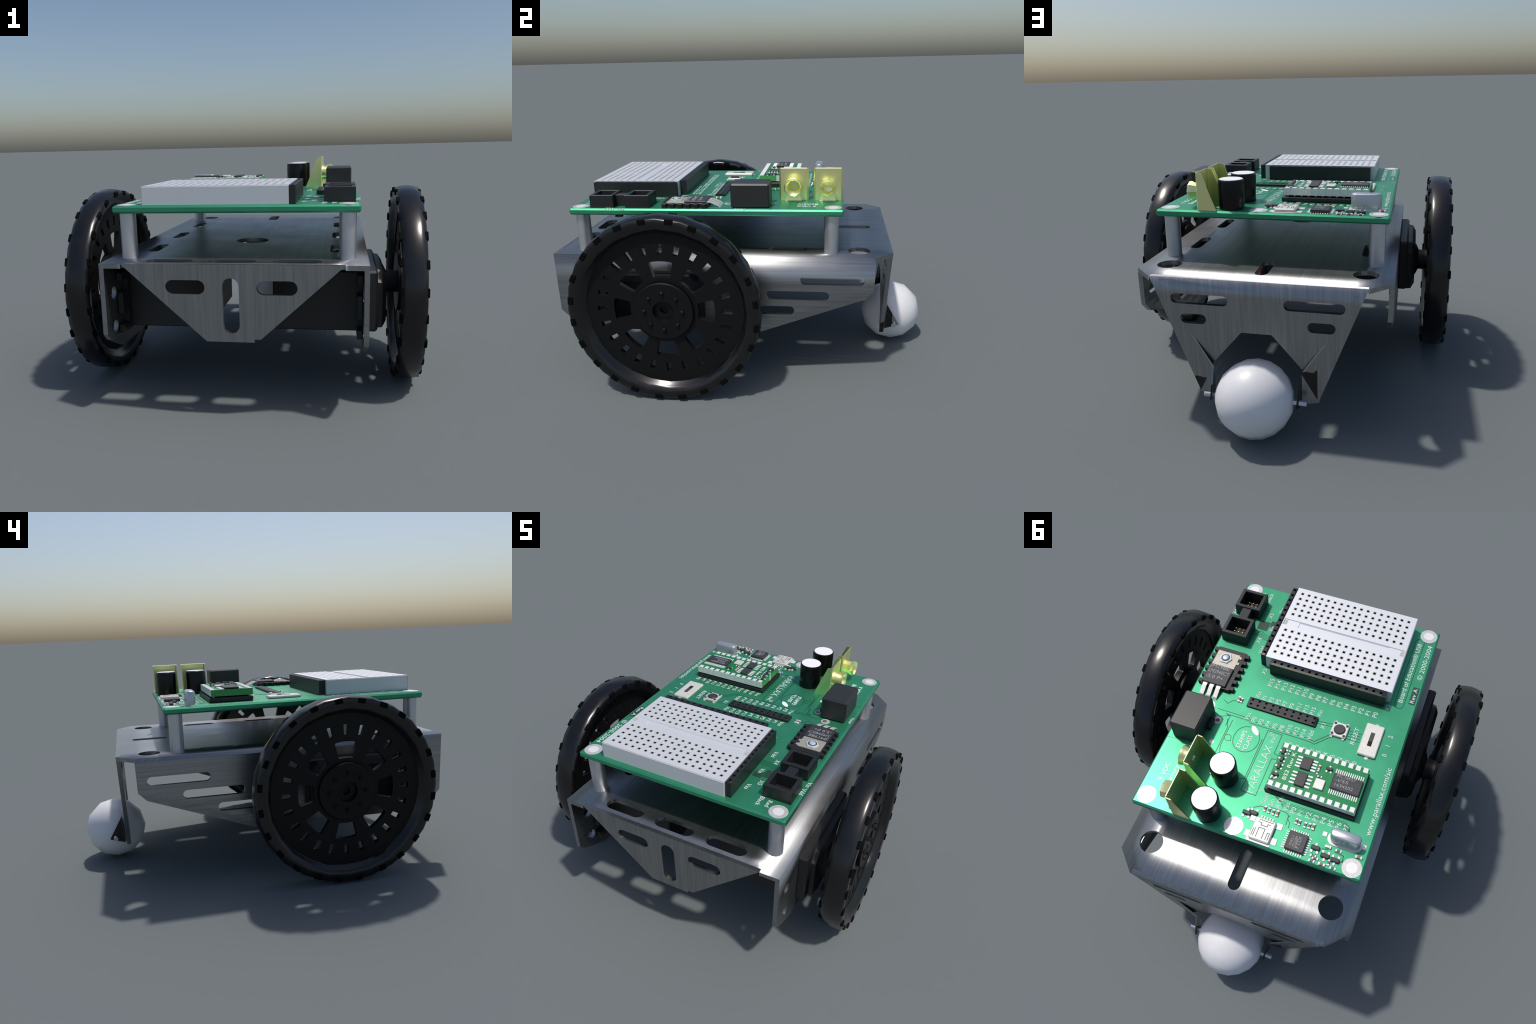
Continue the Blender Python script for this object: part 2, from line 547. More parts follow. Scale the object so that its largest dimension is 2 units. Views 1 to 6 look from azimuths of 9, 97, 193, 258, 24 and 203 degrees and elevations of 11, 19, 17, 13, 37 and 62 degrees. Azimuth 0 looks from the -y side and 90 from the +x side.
lug_bm = bmesh.new()
bm_box(lug_bm, -.008, .008, -.020, .020, -.0125, .0125, .002)
lug_mesh = to_mesh(lug_bm, "tread_lug")
lug_mesh.materials.append(M['lug'])
bolt_bm = bmesh.new()
bm_lathe(bolt_bm, [(-.004, .0125), (.006, .0115), (.013, .006)], ((0, 0, 0), 'x'), 6)
bolt_mesh = to_mesh(bolt_bm, "hub_bolt")
bolt_mesh.materials.append(M['rim'])
rim_mesh = rim_base
for s in (-1, 1):
    wheel = empty("wheel", (0, AY, AZ))
    wheel.parent = ROOT
    def mirrored(me):
        me = me.copy()
        if s < 0:
            for v in me.vertices:
                v.co.x = -v.co.x
            me.flip_normals()
        return me
    rm = mirrored(rim_base)
    for v in rm.vertices:
        v.co += Vector((0, AY, AZ))
    add("rim", rm, 'rim', wheel, 30)
    bm = bmesh.new()
    rings = bm_lathe(bm, [(s * (TX + x), r) for x, r in tyre_prof], ((0, AY, AZ), 'x'), 24, True, phase=-PI / 2)
    jr = random.Random(3)
    for k, ring in enumerate(rings):                   # jitter copying the source mesh's decimated, crumpled side walls
        if k in (1, 2, 3, 15, 16, 17):
            for v in ring:
                v.co += Vector((jr.uniform(-.004, .004), jr.uniform(-.003, .003), jr.uniform(-.003, .003)))
    add("tyre", to_mesh(bm, "tyre"), 'tyre', wheel, 50)
    lathe("hub", 'rim', [(s * .735, .02), (s * .735, .148), (s * .760, .150), (s * .8075, .150), (s * .8105, .146), (s * .8105, .054),
                         (s * .784, .051), (s * .784, .022)], ((0, AY, AZ), 'x'), 40, wheel, 30, closed=True)
    lathe("hub_dark_ring", 'lug', [(s * .788, .150), (s * .7902, .150), (s * .7902, .1535), (s * .788, .1535)],
          ((0, AY, AZ), 'x'), 40, wheel, 30, closed=True)  # thin dark ring laid on the rim, standing in for a groove
    lathe("bore_plug", 'black_hole', [(s * .74, .021), (s * .770, .021)], ((0, AY, AZ), 'x'), 14, wheel, 30)  # black plug standing in for the darkness inside the hub's hole
    for k in range(8):
        o = bpy.data.objects.new("hub_bolt", bolt_mesh)
        COL.objects.link(o)
        t = k * PI / 4
        o.location = (s * .8105, .097 * math.cos(t), .097 * math.sin(t))
        o.rotation_euler = (rng.uniform(0, 1), 0, PI if s < 0 else 0)
        o.parent = wheel
    for side in (-1, 1):
        for k in range(24):
            o = bpy.data.objects.new("tread_lug", lug_mesh)
            COL.objects.link(o)
            t = (k + .5) * 2 * PI / 24 + rng.uniform(-.02, .02)
            rr = .4655 + rng.uniform(-.003, .002)
            o.location = (s * TX + side * (.0545 + rng.uniform(-.002, .0015)), rr * math.sin(t), rr * math.cos(t))
            o.rotation_euler = (-t + rng.uniform(-.05, .05), 0, 0)
            o.parent = wheel

# ----------------------------------------------------------------------------------------
# circuit board and posts
# ----------------------------------------------------------------------------------------
ZB, ZP = .904, .938
PX, PY0, PY1 = .542, -.899, .524
board = box("circuit_board", 'green', -PX, PX, PY0, PY1, ZB, ZP, .008, ROOT)
for x in (-.487, .487):
    for y in (-.850, .463):
        lathe("support_post", 'post', [(ZT - .001, .0365), (ZB + .001, .0365)], ((x, y, 0), 'z'), 12, ROOT, 60)

def disc(name, mat, x, y, r, z0, z1, parent=board, seg=28, bevel=.0):
    prof = [(z0, r), (z1 - bevel, r)] + ([(z1, r - bevel)] if bevel else [])
    return lathe(name, mat, prof, ((x, y, 0), 'z'), seg, parent, 35)

for x, y in ((.490, -.852), (-.489, -.852), (.488, .470), (.056, .475), (-.490, .478)):
    disc("mounting_pad", 'pad', x, y, .0435, ZP - .002, ZP + .0012)
    disc("pad_center", 'pad_core', x, y, .025, ZP, ZP + .0022)

# ---- flat print on the board: traces and outlines as thin raised ribbons
class Ribbon:
    def __init__(self):
        self.bm = bmesh.new()
    def line(self, pts, w=.003, z=ZP + .0005, closed=False):
        n = len(pts)
        for i in range(n if closed else n - 1):
            a, b = Vector(pts[i]), Vector(pts[(i + 1) % n])
            d = (b - a)
            if d.length < 1e-6:
                continue
            d.normalize()
            q = Vector((-d.y, d.x)) * w / 2
            e = d * w * .4
            c = [a - e + q, a - e - q, b + e - q, b + e + q]
            top = [self.bm.verts.new((p.x, p.y, z + rngz(i))) for p in c]
            bot = [self.bm.verts.new((p.x, p.y, ZP - .001)) for p in c]
            self.bm.faces.new(top)
            for k in range(4):
                self.bm.faces.new((top[k], top[(k + 1) % 4], bot[(k + 1) % 4], bot[k]))
    def done(self, name, mat, parent):
        return add(name, to_mesh(self.bm, name), mat, parent, None, True)
rngz = lambda i: (i % 5) * .00006

tr = Ribbon()
tr.line([(.313, -.05), (.295, -.05), (.295, .01)])
tr.line([(.37, -.068), (.205, -.068), (.19, -.058), (-.11, -.058), (-.135, -.052), (-.19, -.11)])
tr.line([(.32, -.054), (.20, -.054), (.185, -.044), (-.115, -.044), (-.14, -.038), (-.195, -.096)])
tr.line([(.37, -.018), (.30, -.048)])
tr.line([(-.11, -.165), (-.195, -.175)])
tr.line([(-.11, -.152), (-.195, -.160)])
tr.line([(.36, -.125), (.335, -.112), (.318, -.135), (.292, -.143)])
tr.line([(.275, -.03), (.275, .12), (.265, .15)])
for k in range(4):
    tr.line([(-.275, -.165 + .015 * k), (-.335, -.165 + .015 * k)])
# outline boxes around the maker's name and the picture
tr.line([(.020, .305), (.092, .305), (.092, -.034), (.019, -.034), (.019, .073), (-.005, .079)])
tr.line([(.020, .305), (.020, .102), (-.005, .102)])
tr.line([(.10, .02), (.10, .24), (.118, .25)])
tr.line([(.282, .18), (.282, .02), (.30, -.03)])
apple = [(.172 + .066 * math.sin(t) * (1 + .06 * math.cos(2 * t)), .046 + .070 * math.cos(t)) for t in
         [2 * PI * i / 36 for i in range(36)]]
tr.line(apple, .003, closed=True)
leaf = [(.240, .080), (.258, .085), (.274, .076), (.276, .060), (.262, .050), (.246, .056)]
tr.line(leaf, .0025, closed=True)
# bundles of traces
for k in range(5):
    o = .0065 * k
    tr.line([(-.06 - o, .275), (-.09 - o, .290 + o), (-.40 - o * .6, .290 + o), (-.425 - o * .4, .305 + o), (-.425 - o * .4, .33)], .002)
for k in range(4):
    o = .010 * k
    tr.line([(.270, -.575 + o), (.315, -.575 + o), (.34, -.59 + o), (.38, -.59 + o)], .0025)
    tr.line([(.270, -.66 + o), (.33, -.66 + o), (.345, -.65 + o), (.38, -.65 + o)], .0025)
tr.line([(-.16, .345), (-.155, .36), (-.17, .375), (-.175, .40)], .003)
tr.line([(-.06, .335), (-.14, .335), (-.155, .345), (-.158, .39)], .003)
for a, b in (((-.30, .46), (-.33, .50)), ((-.345, .44), (-.37, .435)), ((-.40, .435), (-.44, .44)), ((-.44, .44), (-.445, .47)),
             ((-.325, .47), (-.325, .505)), ((-.43, .48), (-.445, .46)), ((.02, .37), (-.02, .345)), ((-.02, .345), (-.045, .345))):
    tr.line([a, b], .0035)
tr.line([(.537, .160), (.457, .156), (.44, .156)], .002)
# the framed product name beside the breadboard
oval = [(-.4335 - .0225 * (1 - math.cos(t)), -.388 + .02 * math.sin(t)) for t in [PI * i / 8 for i in range(9)]]
oval += [(-.4785 + .0225 * (1 - math.cos(t)), -.80 - .02 * math.sin(t)) for t in [PI * i / 8 for i in range(9)]]
tr.line(oval, .003, closed=True)
tr.done("copper_trace", 'trace', board)

# dark flat marks
def patch(name, mat, x0, x1, y0, y1, h=.0008, parent=board):
    return box(name, mat, x0, x1, y0, y1, ZP - .002, ZP + h, 0, parent)
patch("revision_label", 'rect_dark', -.528, -.497, -.516, -.410)
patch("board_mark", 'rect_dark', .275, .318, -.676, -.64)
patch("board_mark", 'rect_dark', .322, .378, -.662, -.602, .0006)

def blob(name, mat, cx, cy, rx, ry, rot=0., h=.001, parent=board, z=ZP):
    bm = bmesh.new()
    c, s = math.cos(rot), math.sin(rot)
    pts = [(rx * math.cos(t), ry * math.sin(t)) for t in [2 * PI * i / 24 for i in range(24)]]
    top = [bm.verts.new((cx + c * a - s * b, cy + s * a + c * b, z + h)) for a, b in pts]
    bot = [bm.verts.new((cx + c * a - s * b, cy + s * a + c * b, z - .001)) for a, b in pts]
    bm.faces.new(top)
    for i in range(24):
        bm.faces.new((top[i], top[(i + 1) % 24], bot[(i + 1) % 24], bot[i]))
    return add(name, to_mesh(bm, name), mat, parent)
blob("apple_shine", 'silk_bright', .150, -.012, .030, .013, -.75)
blob("power_light", 'silk_bright', .322, .115, .012, .012)

# ---- lettering.  All of it reads towards -y with its top towards +x.
class Print:
    def __init__(self, z):
        self.bm = bmesh.new()
        self.z = z
    def text(self, s, x, y, size=.028, length=None, rot=-PI / 2, thin=0., align='LEFT', space=1.):
        cu = bpy.data.curves.new("txt", 'FONT')
        cu.body = s
        cu.size = size
        cu.extrude = .0005
        cu.offset = thin
        cu.resolution_u = 2
        cu.space_character = space
        cu.align_x = align
        o = bpy.data.objects.new("txt", cu)
        COL.objects.link(o)
        dg = bpy.context.evaluated_depsgraph_get()
        me = bpy.data.meshes.new_from_object(o.evaluated_get(dg))
        bpy.data.objects.remove(o)
        bpy.data.curves.remove(cu)
        if length and len(me.vertices):
            w = max(v.co.x for v in me.vertices)
            for v in me.vertices:
                v.co.x *= length / w
        b = bmesh.new()
        b.from_mesh(me)
        bpy.data.meshes.remove(me)
        merge(self.bm, b, 0, Matrix.Translation((x, y, self.z)) @ Matrix.Rotation(rot, 4, 'Z'))
    def done(self, name, mat, parent):
        return add(name, to_mesh(self.bm, name), mat, parent, None, True)

pr = Print(ZP + .0008)
for i in range(16):
    pr.text("P%d" % (15 - i), .167 - .0362 * i, -.275, .034)
for i, s in enumerate(["Vss", "P1", "P3", "P5", "P7", "P9", "P11", "P13", "P15", "Vin"]):
    pr.text(s, .201 - .0357 * i, -.188, .032)
for i, s in enumerate(["Vss", "P0", "P2", "P4", "P6", "P8", "P10", "P12", "P14", "Vdd"]):
    pr.text(s, .203 - .0357 * i, -.053, .032)
for i, s in enumerate(["Vin", "Vss", "Rst", "Vcc"] + ["P%d" % k for k in range(15, 7, -1)]):
    pr.text(s, -.042 - .0352 * i, .032, .031)
for i, s in enumerate(["Sout", "Sin", "ATN", "Vss"] + ["P%d" % k for k in range(8)]):
    pr.text(s, -.036 - .0352 * i, .332, .033)
for s, x, y in (("X1", -.158, -.131), ("X2", -.42, -.336), ("X3", .226, -.335), ("X4", .326, -.511), ("X5", .326, -.690),
                ("Vss", .286, -.738), ("Vdd", .290, -.452), ("Vin", .290, -.605), ("Black", .378, -.790), ("Red", .420, -.800), ("Vdd", .522, -.655), ("Vin", .527, -.600)):
    pr.text(s, x, y, .031)
pr.text("Board of Education® USB", -.468, -.402, .036, .388)
pr.text("© 2000-2004", -.523, -.565, .034, .228)
pr.text("Rev A", -.521, -.416, .030, .092)
pr.text("www.parallax.com/sic", -.521, .315, .036, .352)
pr.text("RESET", -.317, -.096, .030, .098)
for s, y in (("0", -.086), ("1", -.140), ("2", -.192)):
    pr.text(s, -.478, y, .030)
pr.text("TM", .062, -.006, .018)
pr.text("INC", .040, .026, .030)
pr.text("1", .003, .283, .026)
pr.text("Power", .524, .03, .024)
pr.done("board_lettering", 'silk', board)

pr = Print(ZP + .001)
pr.text("STAMPS", .182, .105, .032, .100)
pr.text("CLASS", .148, .100, .032, .078)
pr.text("in", .160, .112, .020)
pr.text("PARALLAX", .036, .305, .058, .262, thin=-.0012)
pr.text("9 VDC", .452, .385, .033, .098)
pr.text("Battery", .411, .395, .033, .108)
pr.line = None
pr.done("maker_lettering", 'silk_bright', board)

# ----------------------------------------------------------------------------------------
# breadboard and sockets: slabs whose top is a grid with real pits
# ----------------------------------------------------------------------------------------
def pitted_slab(name, mats, x0, x1, y0, y1, z0, z1, holes, size, depth, parent, bevel=.003, sunk=(), lip=0.):
    """box with square pits; holes = (x centres, list of y centres); sunk = (x0,x1,y0,y1,depth,mat) recesses
    mats: body, pit, lip"""
    xs, ys = {x0, x1}, {y0, y1}
    for cx in holes[0]:
        for d in ((size / 2,) if not lip else (size / 2, size / 2 + lip)):
            xs |= {cx - d, cx + d}
    for cy in holes[1]:
        for d in ((size / 2,) if not lip else (size / 2, size / 2 + lip)):
            ys |= {cy - d, cy + d}
    for a, b, c, d, dep, mi in sunk:
        xs |= {a, b}
        ys |= {c, d}
    xs, ys = sorted(xs), sorted(ys)
    def kind(x, y):
        for cx in holes[0]:
            if abs(x - cx) < size / 2 + lip:
                for cy in holes[1]:
                    if abs(y - cy) < size / 2 + lip:
                        if abs(x - cx) < size / 2 and abs(y - cy) < size / 2:
                            return (depth, 1)
                        return (0, 2 if lip else 0)
        best = (0, 0)
        for a, b, c, d, dep, mi in sunk:
            if a < x < b and c < y < d:
                best = (dep, mi)
        return best
    bm = bmesh.new()
    cache = {}
    def V(x, y, z):
        k = (round(x, 5), round(y, 5), round(z, 5))
        if k not in cache:
            cache[k] = bm.verts.new((x, y, z))
        return cache[k]
    K = [[kind((a + b) / 2, (c + d) / 2) for c, d in zip(ys, ys[1:])] for a, b in zip(xs, xs[1:])]
    def face(vs, mi):
        vs = [v for i, v in enumerate(vs) if v not in vs[:i]]
        if len(vs) > 2:
            try:
                bm.faces.new(vs).material_index = mi
            except ValueError:
                pass
    nx, ny = len(K), len(K[0])
    for i in range(nx):
        for j in range(ny):
            a, b, c, d = xs[i], xs[i + 1], ys[j], ys[j + 1]
            dep, mi = K[i][j]
            z = z1 - dep
            face([V(a, c, z), V(b, c, z), V(b, d, z), V(a, d, z)], mi)
            for (ii, jj, p, q) in ((i + 1, j, (b, c), (b, d)), (i, j + 1, (a, d), (b, d))):
                nz = z1 - K[ii][jj][0] if ii < nx and jj < ny else None
                if nz is not None and abs(nz - z) > 1e-6:
                    deeper = (dep, mi) if z < nz else K[ii][jj]
                    face([V(*p, z), V(*q, z), V(*q, nz), V(*p, nz)], deeper[1])
    # outer walls
    for i in range(nx):
        for j, y in ((0, y0), (ny - 1, y1)):
            z = z1 - K[i][j][0]
            face([V(xs[i], y, z), V(xs[i + 1], y, z), V(xs[i + 1], y, z0), V(xs[i], y, z0)], 0)
    for j in range(ny):
        for i, x in ((0, x0), (nx - 1, x1)):
            z = z1 - K[i][j][0]
            face([V(x, ys[j], z), V(x, ys[j + 1], z), V(x, ys[j + 1], z0), V(x, ys[j], z0)], 0)
    if bevel:                                          # soften the rim by pulling the outermost top vertices in and down
        for v in bm.verts:
            onx = abs(v.co.x - x0) < 1e-6 or abs(v.co.x - x1) < 1e-6
            ony = abs(v.co.y - y0) < 1e-6 or abs(v.co.y - y1) < 1e-6
            if (onx or ony) and v.co.z > z1 - 1e-6:
                v.co.z -= bevel
    return add(name, to_mesh(bm, name), mats, parent)

ZBB = 1.021
hx = [.205 - .036 * i for i in range(17)]
hy = [-.837 + .0371 * i for i in range(5)] + [-.578 + .0371 * i for i in range(5)]
edge = .004
breadboard = pitted_slab(
    "breadboard", ['bb', 'bb_hole', 'bb_lip'], -.408, .238, -.873, -.387, ZP, ZBB, (hx, hy), .0115, .02, board, 0.,
    sunk=[(-.404, .234, -.651, -.609, .004, 0), (-.326, .152, -.648, -.612, .007, 0)], lip=.0035)
# bright rounded rim of the breadboard's front and left edges
box("breadboard_wall", 'bb', -.411, -.4078, -.876, -.386, ZP, ZBB - .003, .001, breadboard)
box("breadboard_wall", 'bb', -.411, .238, -.876, -.8728, ZP, ZBB - .003, .001, breadboard)
for x in (.2245, -.394):
    box("groove_end_plate", 'bb_lip', x - .010, x + .010, -.645, -.616, ZBB - .006, ZBB - .003, 0, breadboard)  # greyer squares laid in the groove's ends, raised instead of cut

socket_y = pitted_slab("socket_strip", ['black', 'black_hole'], .2395, .267, -.866, -.392, ZP, ZBB,
                       ([.2535], [-.848 + .0365 * i for i in range(13)]), .013, .012, board, .003)
socket_x = pitted_slab("socket_strip", ['black', 'black_hole'], -.388, .204, -.3855, -.350, ZP, ZBB,
                       ([.182 - .0362 * i for i in range(16)], [-.367]), .013, .012, board, .003)
header = pitted_slab("header_socket", ['black', 'black_hole'], -.114, .241, -.180, -.126, ZP, .9525,
                     ([.222 - .0355 * i for i in range(10)], [-.165, -.140]), .011, .008, board, .003)

# ----------------------------------------------------------------------------------------
# connectors on the right edge
# ----------------------------------------------------------------------------------------
pin_bm = bmesh.new()
bm_box(pin_bm, -.003, .003, -.003, .003, 0, .012, .001)
pin_mesh = to_mesh(pin_bm, "contact_pin")
pin_mesh.materials.append(M['gold'])
for y0, y1 in ((-.788, -.664), (-.600, -.474)):
    bm = bmesh.new()
    x0, x1, w, z1 = .384, .521, .018, 1.004
    outer = [(x0, y0), (x1, y0), (x1, y1), (x0, y1)]
    inner = [(x0 + w, y0 + w), (x1 - w, y0 + w), (x1 - w, y1 - w), (x0 + w, y1 - w)]
    e = .002
    def ring(pts, z, o=0.):
        cx, cy = (x0 + x1) / 2, (y0 + y1) / 2
        return [bm.verts.new((x + (o if x < cx else -o), y + (o if y < cy else -o), z)) for x, y in pts]
    L = [ring(outer, ZP), ring(outer, z1 - e), ring(outer, z1, e), ring(inner, z1, -e), ring(inner, z1 - e), ring(inner, .9386)]
    for P, Q in zip(L, L[1:]):
        for i in range(4):
            bm.faces.new((P[i], P[(i + 1) % 4], Q[(i + 1) % 4], Q[i]))
    bm.faces.new(L[-1])
    sh = add("shrouded_connector", to_mesh(bm, "shrouded_connector"), 'black', board)
    for i in range(3):
        for j in range(2):
            o = bpy.data.objects.new("contact_pin", pin_mesh)
            COL.objects.link(o)
            o.location = (x0 + .050 + .022 * i, y0 + .040 + .020 * j, .9387)
            o.parent = sh
box("connector_bridge", 'black', .428, .478, -.665, -.599, ZP, .998, .002, board)

# power jack
jack = box("power_jack", 'jack', .371, .509, -.049, .150, ZP, 1.062, .008, board)
for x, y, r in ((.346, -.005, .021), (.412, -.074, .024), (.395, .158, .016)):
    disc("jack_pad", 'pad', x, y, r, ZP, ZP + .0015)
    disc("jack_pad_dot", 'grey_smd', x - .004, y, r * .5, ZP, ZP + .002)  # dark disc laid on the pad in place of a drilled hole
box("jack_pin", 'black', .352, .3705, .0, .06, ZP, .965, .002, jack)

# ----------------------------------------------------------------------------------------
# regulator on its finned heatsink
# ----------------------------------------------------------------------------------------
bm = bmesh.new()
bm_box(bm, .352, .506, -.412, -.168, ZP, .961, .002)
for k in range(6):
    y = -.405 + .0415 * k
    bm_box(bm, .334, .354, y, y + .022, ZP, .9606, .001)
    bm_box(bm, .504, .523, y, y + .022, ZP, .9606, .001)
sink = add("heatsink", to_mesh(bm, "heatsink"), 'black', board)
box("regulator_tab", 'tab', .378, .498, -.386, -.292, .960, .9655, .001, sink)
for x0, x1, y0, y1 in ((.366, .379, -.378, -.362), (.366, .379, -.342, -.326)):
    box("regulator_tab", 'tab', x0, x1, y0, y1, .960, .9652, .001, sink)
box("regulator_body", 'chip', .376, .503, -.292, -.176, .960, .972, .003, sink)
lathe("nut", 'nut', [(.9648, .034), (.970, .034), (.972, .031)], ((.443, -.345, 0), 'z'), 6, sink, 30)
lathe("nut_ring", 'line', [(.9718, .023), (.9728, .022)], ((.443, -.345, 0), 'z'), 24, sink, 30)
lathe("screw_tip", 'nut', [(.9718, .017), (.976, .015), (.978, .011)], ((.443, -.345, 0), 'z'), 20, sink, 30)
pr = Print(.9724)
for s, x, l in (("JM19BE", .470, .085), ("LM2940CT", .438, .098), ("-5.0 P+", .408, .080)):
    pass
for s, y, l in (("JM19BE", -.270, .10), ("LM2940CT", -.238, .112), ("-5.0 P+", -.205, .092)):
    pr.text(s, .495, y, .030, l, rot=PI)
pr.done("regulator_lettering", 'chip_text', sink)
for x in (.480, .444, .408):
    bm = bmesh.new()
    prof = [(-.180, .9655), (-.160, .9655), (-.118, .948), (-.106, ZP)]
    for t, nm in ((0, 0),):
        vs = []
        for y, z in prof:
            vs.append([bm.verts.new((x + dx, y, z + dz)) for dx in (-.011, .011) for dz in (-.004, 0)])
        for P, Q in zip(vs, vs[1:]):
            for a, b in ((0, 1), (1, 3), (3, 2), (2, 0)):
                bm.faces.new((P[a], P[b], Q[b], Q[a]))
        bm.faces.new((vs[0][0], vs[0][1], vs[0][3], vs[0][2]))
        bm.faces.new((vs[-1][0], vs[-1][1], vs[-1][3], vs[-1][2]))
    add("regulator_lead", to_mesh(bm, "regulator_lead"), 'tin', sink)

# ----------------------------------------------------------------------------------------
# battery snap terminals
# ----------------------------------------------------------------------------------------
XT, ZTOP = .338, 1.112
def snap_terminal(y0, y1, female):
    bm = bmesh.new()
    th = .005
    # channel section: plate towards +x, a tapering wing on either side
    out = [(XT, y0, ZP), (XT, y1, ZP), (XT, y1, ZTOP), (XT, y0, ZTOP)]
    bm_box(bm, XT - th, XT, y0 + .006, y1 - .006, ZP, ZTOP, .0015)
    for y, d in ((y0, 1), (y1, -1)):
        poly = [(XT - .001, ZP), (.243, ZP), (.310, ZTOP - .004), (XT - .001, ZTOP)]
        A = [bm.verts.new((x - (.004 if i in (0, 3) else 0), y, z)) for i, (x, z) in enumerate(poly)]
        B = [bm.verts.new((x - (.004 if i in (0, 3) else 0), y + d * th, z)) for i, (x, z) in enumerate(poly)]
        bm.faces.new(A)
        bm.faces.new(B)
        for i in range(4):
            bm.faces.new((A[i], A[(i + 1) % 4], B[(i + 1) % 4], B[i]))
        # bend between plate and wing
        c = [bm.verts.new(p) for p in ((XT - .005, y, ZP), (XT - .005, y, ZTOP), (XT, y + d * .0065, ZTOP - .0005), (XT, y + d * .0065, ZP))]
        bm.faces.new(c)
    term = add("battery_terminal", to_mesh(bm, "battery_terminal"), 'gold', board, 30)
    cy = (y0 + y1) / 2
    if female:
        prof = [(XT - .002, .046), (XT + .022, .042), (XT + .040, .050), (XT + .050, .051), (XT + .053, .047),
                (XT + .048, .040), (XT + .020, .026), (XT - .002, .022), (XT - .012, .012)]
        lathe("snap_socket", 'gold', prof, ((0, cy, 1.020), 'x'), 9, term, 40)
    else:
        prof = [(XT - .002, .036), (XT + .026, .036), (XT + .044, .044), (XT + .058, .042), (XT + .060, .038), (XT + .052, .035), (XT + .012, .028), (XT + .004, .010)]
        lathe("snap_stud", 'gold', prof, ((0, cy, 1.017), 'x'), 8, term, 40)
    box("terminal_foot", 'tab', XT - .002, XT + .012, cy - .045, cy + .045, ZP, ZP + .004, .001, term)
    # strap that flares out under the snap
    bm = bmesh.new()
    v = [bm.verts.new(p) for p in ((XT + .001, cy - .026, .99), (XT + .001, cy + .026, .99), (XT + .012, cy + .042, ZP), (XT + .012, cy - .042, ZP),
                                   (XT - .002, cy - .026, .99), (XT - .002, cy + .026, .99), (XT - .002, cy + .042, ZP), (XT - .002, cy - .042, ZP))]
    for f in ((0, 1, 2, 3), (4, 5, 6, 7), (0, 1, 5, 4), (1, 2, 6, 5), (2, 3, 7, 6), (3, 0, 4, 7)):
        bm.faces.new([v[i] for i in f])
    add("terminal_strap", to_mesh(bm, "terminal_strap"), 'gold', term)
snap_terminal(.187, .340, True)
snap_terminal(.368, .518, False)

# ----------------------------------------------------------------------------------------
# capacitors
# ----------------------------------------------------------------------------------------
for x, y in ((.184, .266), (.190, .448)):
    cap = lathe("capacitor", 'cap', [(ZP, .060), (1.066, .0615), (1.074, .0595), (1.0765, .055)], ((x, y, 0), 'z'), 20, board, 40)
    lathe("capacitor_top", 'cap_top', [(1.075, .0555), (1.0775, .0545)], ((x, y, 0), 'z'), 28, cap, 30)
    box("capacitor_foot", 'tin', x + .045, x + .080, y - .012, y + .012, ZP, ZP + .004, .001, cap)

# ----------------------------------------------------------------------------------------
# plug-in processor module on its socket
# ----------------------------------------------------------------------------------------
chip_socket = box("module_socket", 'black', -.436, -.008, .035, .272, ZP, .963, .004, board)
ZM = 1.004
bm = bmesh.new()
bm_box(bm, -.4305, -.0165, .0365, .2605, .970, ZM, 0)
module = add("processor_module", to_mesh(bm, "processor_module"), ['module_green', 'module_side', 'module_end'], chip_socket)
for p in module.data.polygons:
    p.material_index = 1 if abs(p.normal.y) > .5 else (2 if abs(p.normal.x) > .5 else 0)
for x in [-.034 - .0345 * i for i in range(12)]:
    for y0, y1, d in ((.0355, .060, -1), (.2375, .2620, 1)):
        bm = bmesh.new()
        bm_box(bm, x - .0112, x + .0112, y0, y1, ZM - .001, ZM + .002, .001)
        ye = y0 if d < 0 else y1
        bm_box(bm, x - .0168, x + .0168, ye - .0006, ye + .0006, .9705, ZM + .0012)  # side strip repeats the source's stretched pad texture down the edge
        add("solder_pin", to_mesh(bm, "solder_pin"), 'solder', module)
        if d > 0:
            box("module_leg", 'tin', x - .004, x + .004, y1 - .02, y1 - .012, .955, .972, 0, module)
        else:
            box("module_leg", 'tin', x - .004, x + .004, y0 + .012, y0 + .02, .955, .972, 0, module)
box("module_key", 'module_side', -.0175, -.0155, .135, .152, .970, ZM + .0005, 0, module)

def chip(name, x0, x1, y0, y1, z0, z1, pins, axis, parent, plen=.016, pw=.006, mat='chip', sides=(-1, 1)):
    """small packaged chip; pins stick out along `axis`"""
    c = box(name, mat, x0, x1, y0, y1, z0 + .002, z1, .003, parent)
    bm = bmesh.new()
    a0, a1 = (x0, x1) if axis == 'y' else (y0, y1)
    for i in range(pins):
        u = a0 + (a1 - a0) * (i + .5) / pins
        for s in sides:
            if axis == 'y':
                e = y1 if s > 0 else y0
                bm_box(bm, u - pw / 2, u + pw / 2, min(e - s * .001, e + s * plen), max(e - s * .001, e + s * plen), z0 - .001, z0 + .0035, .0008)
            else:
                e = x1 if s > 0 else x0
                bm_box(bm, min(e - s * .001, e + s * plen), max(e - s * .001, e + s * plen), u - pw / 2, u + pw / 2, z0 - .001, z0 + .0035, .0008)
    add("chip_pin", to_mesh(bm, "chip_pin"), 'solder', c, None, True)
    return c

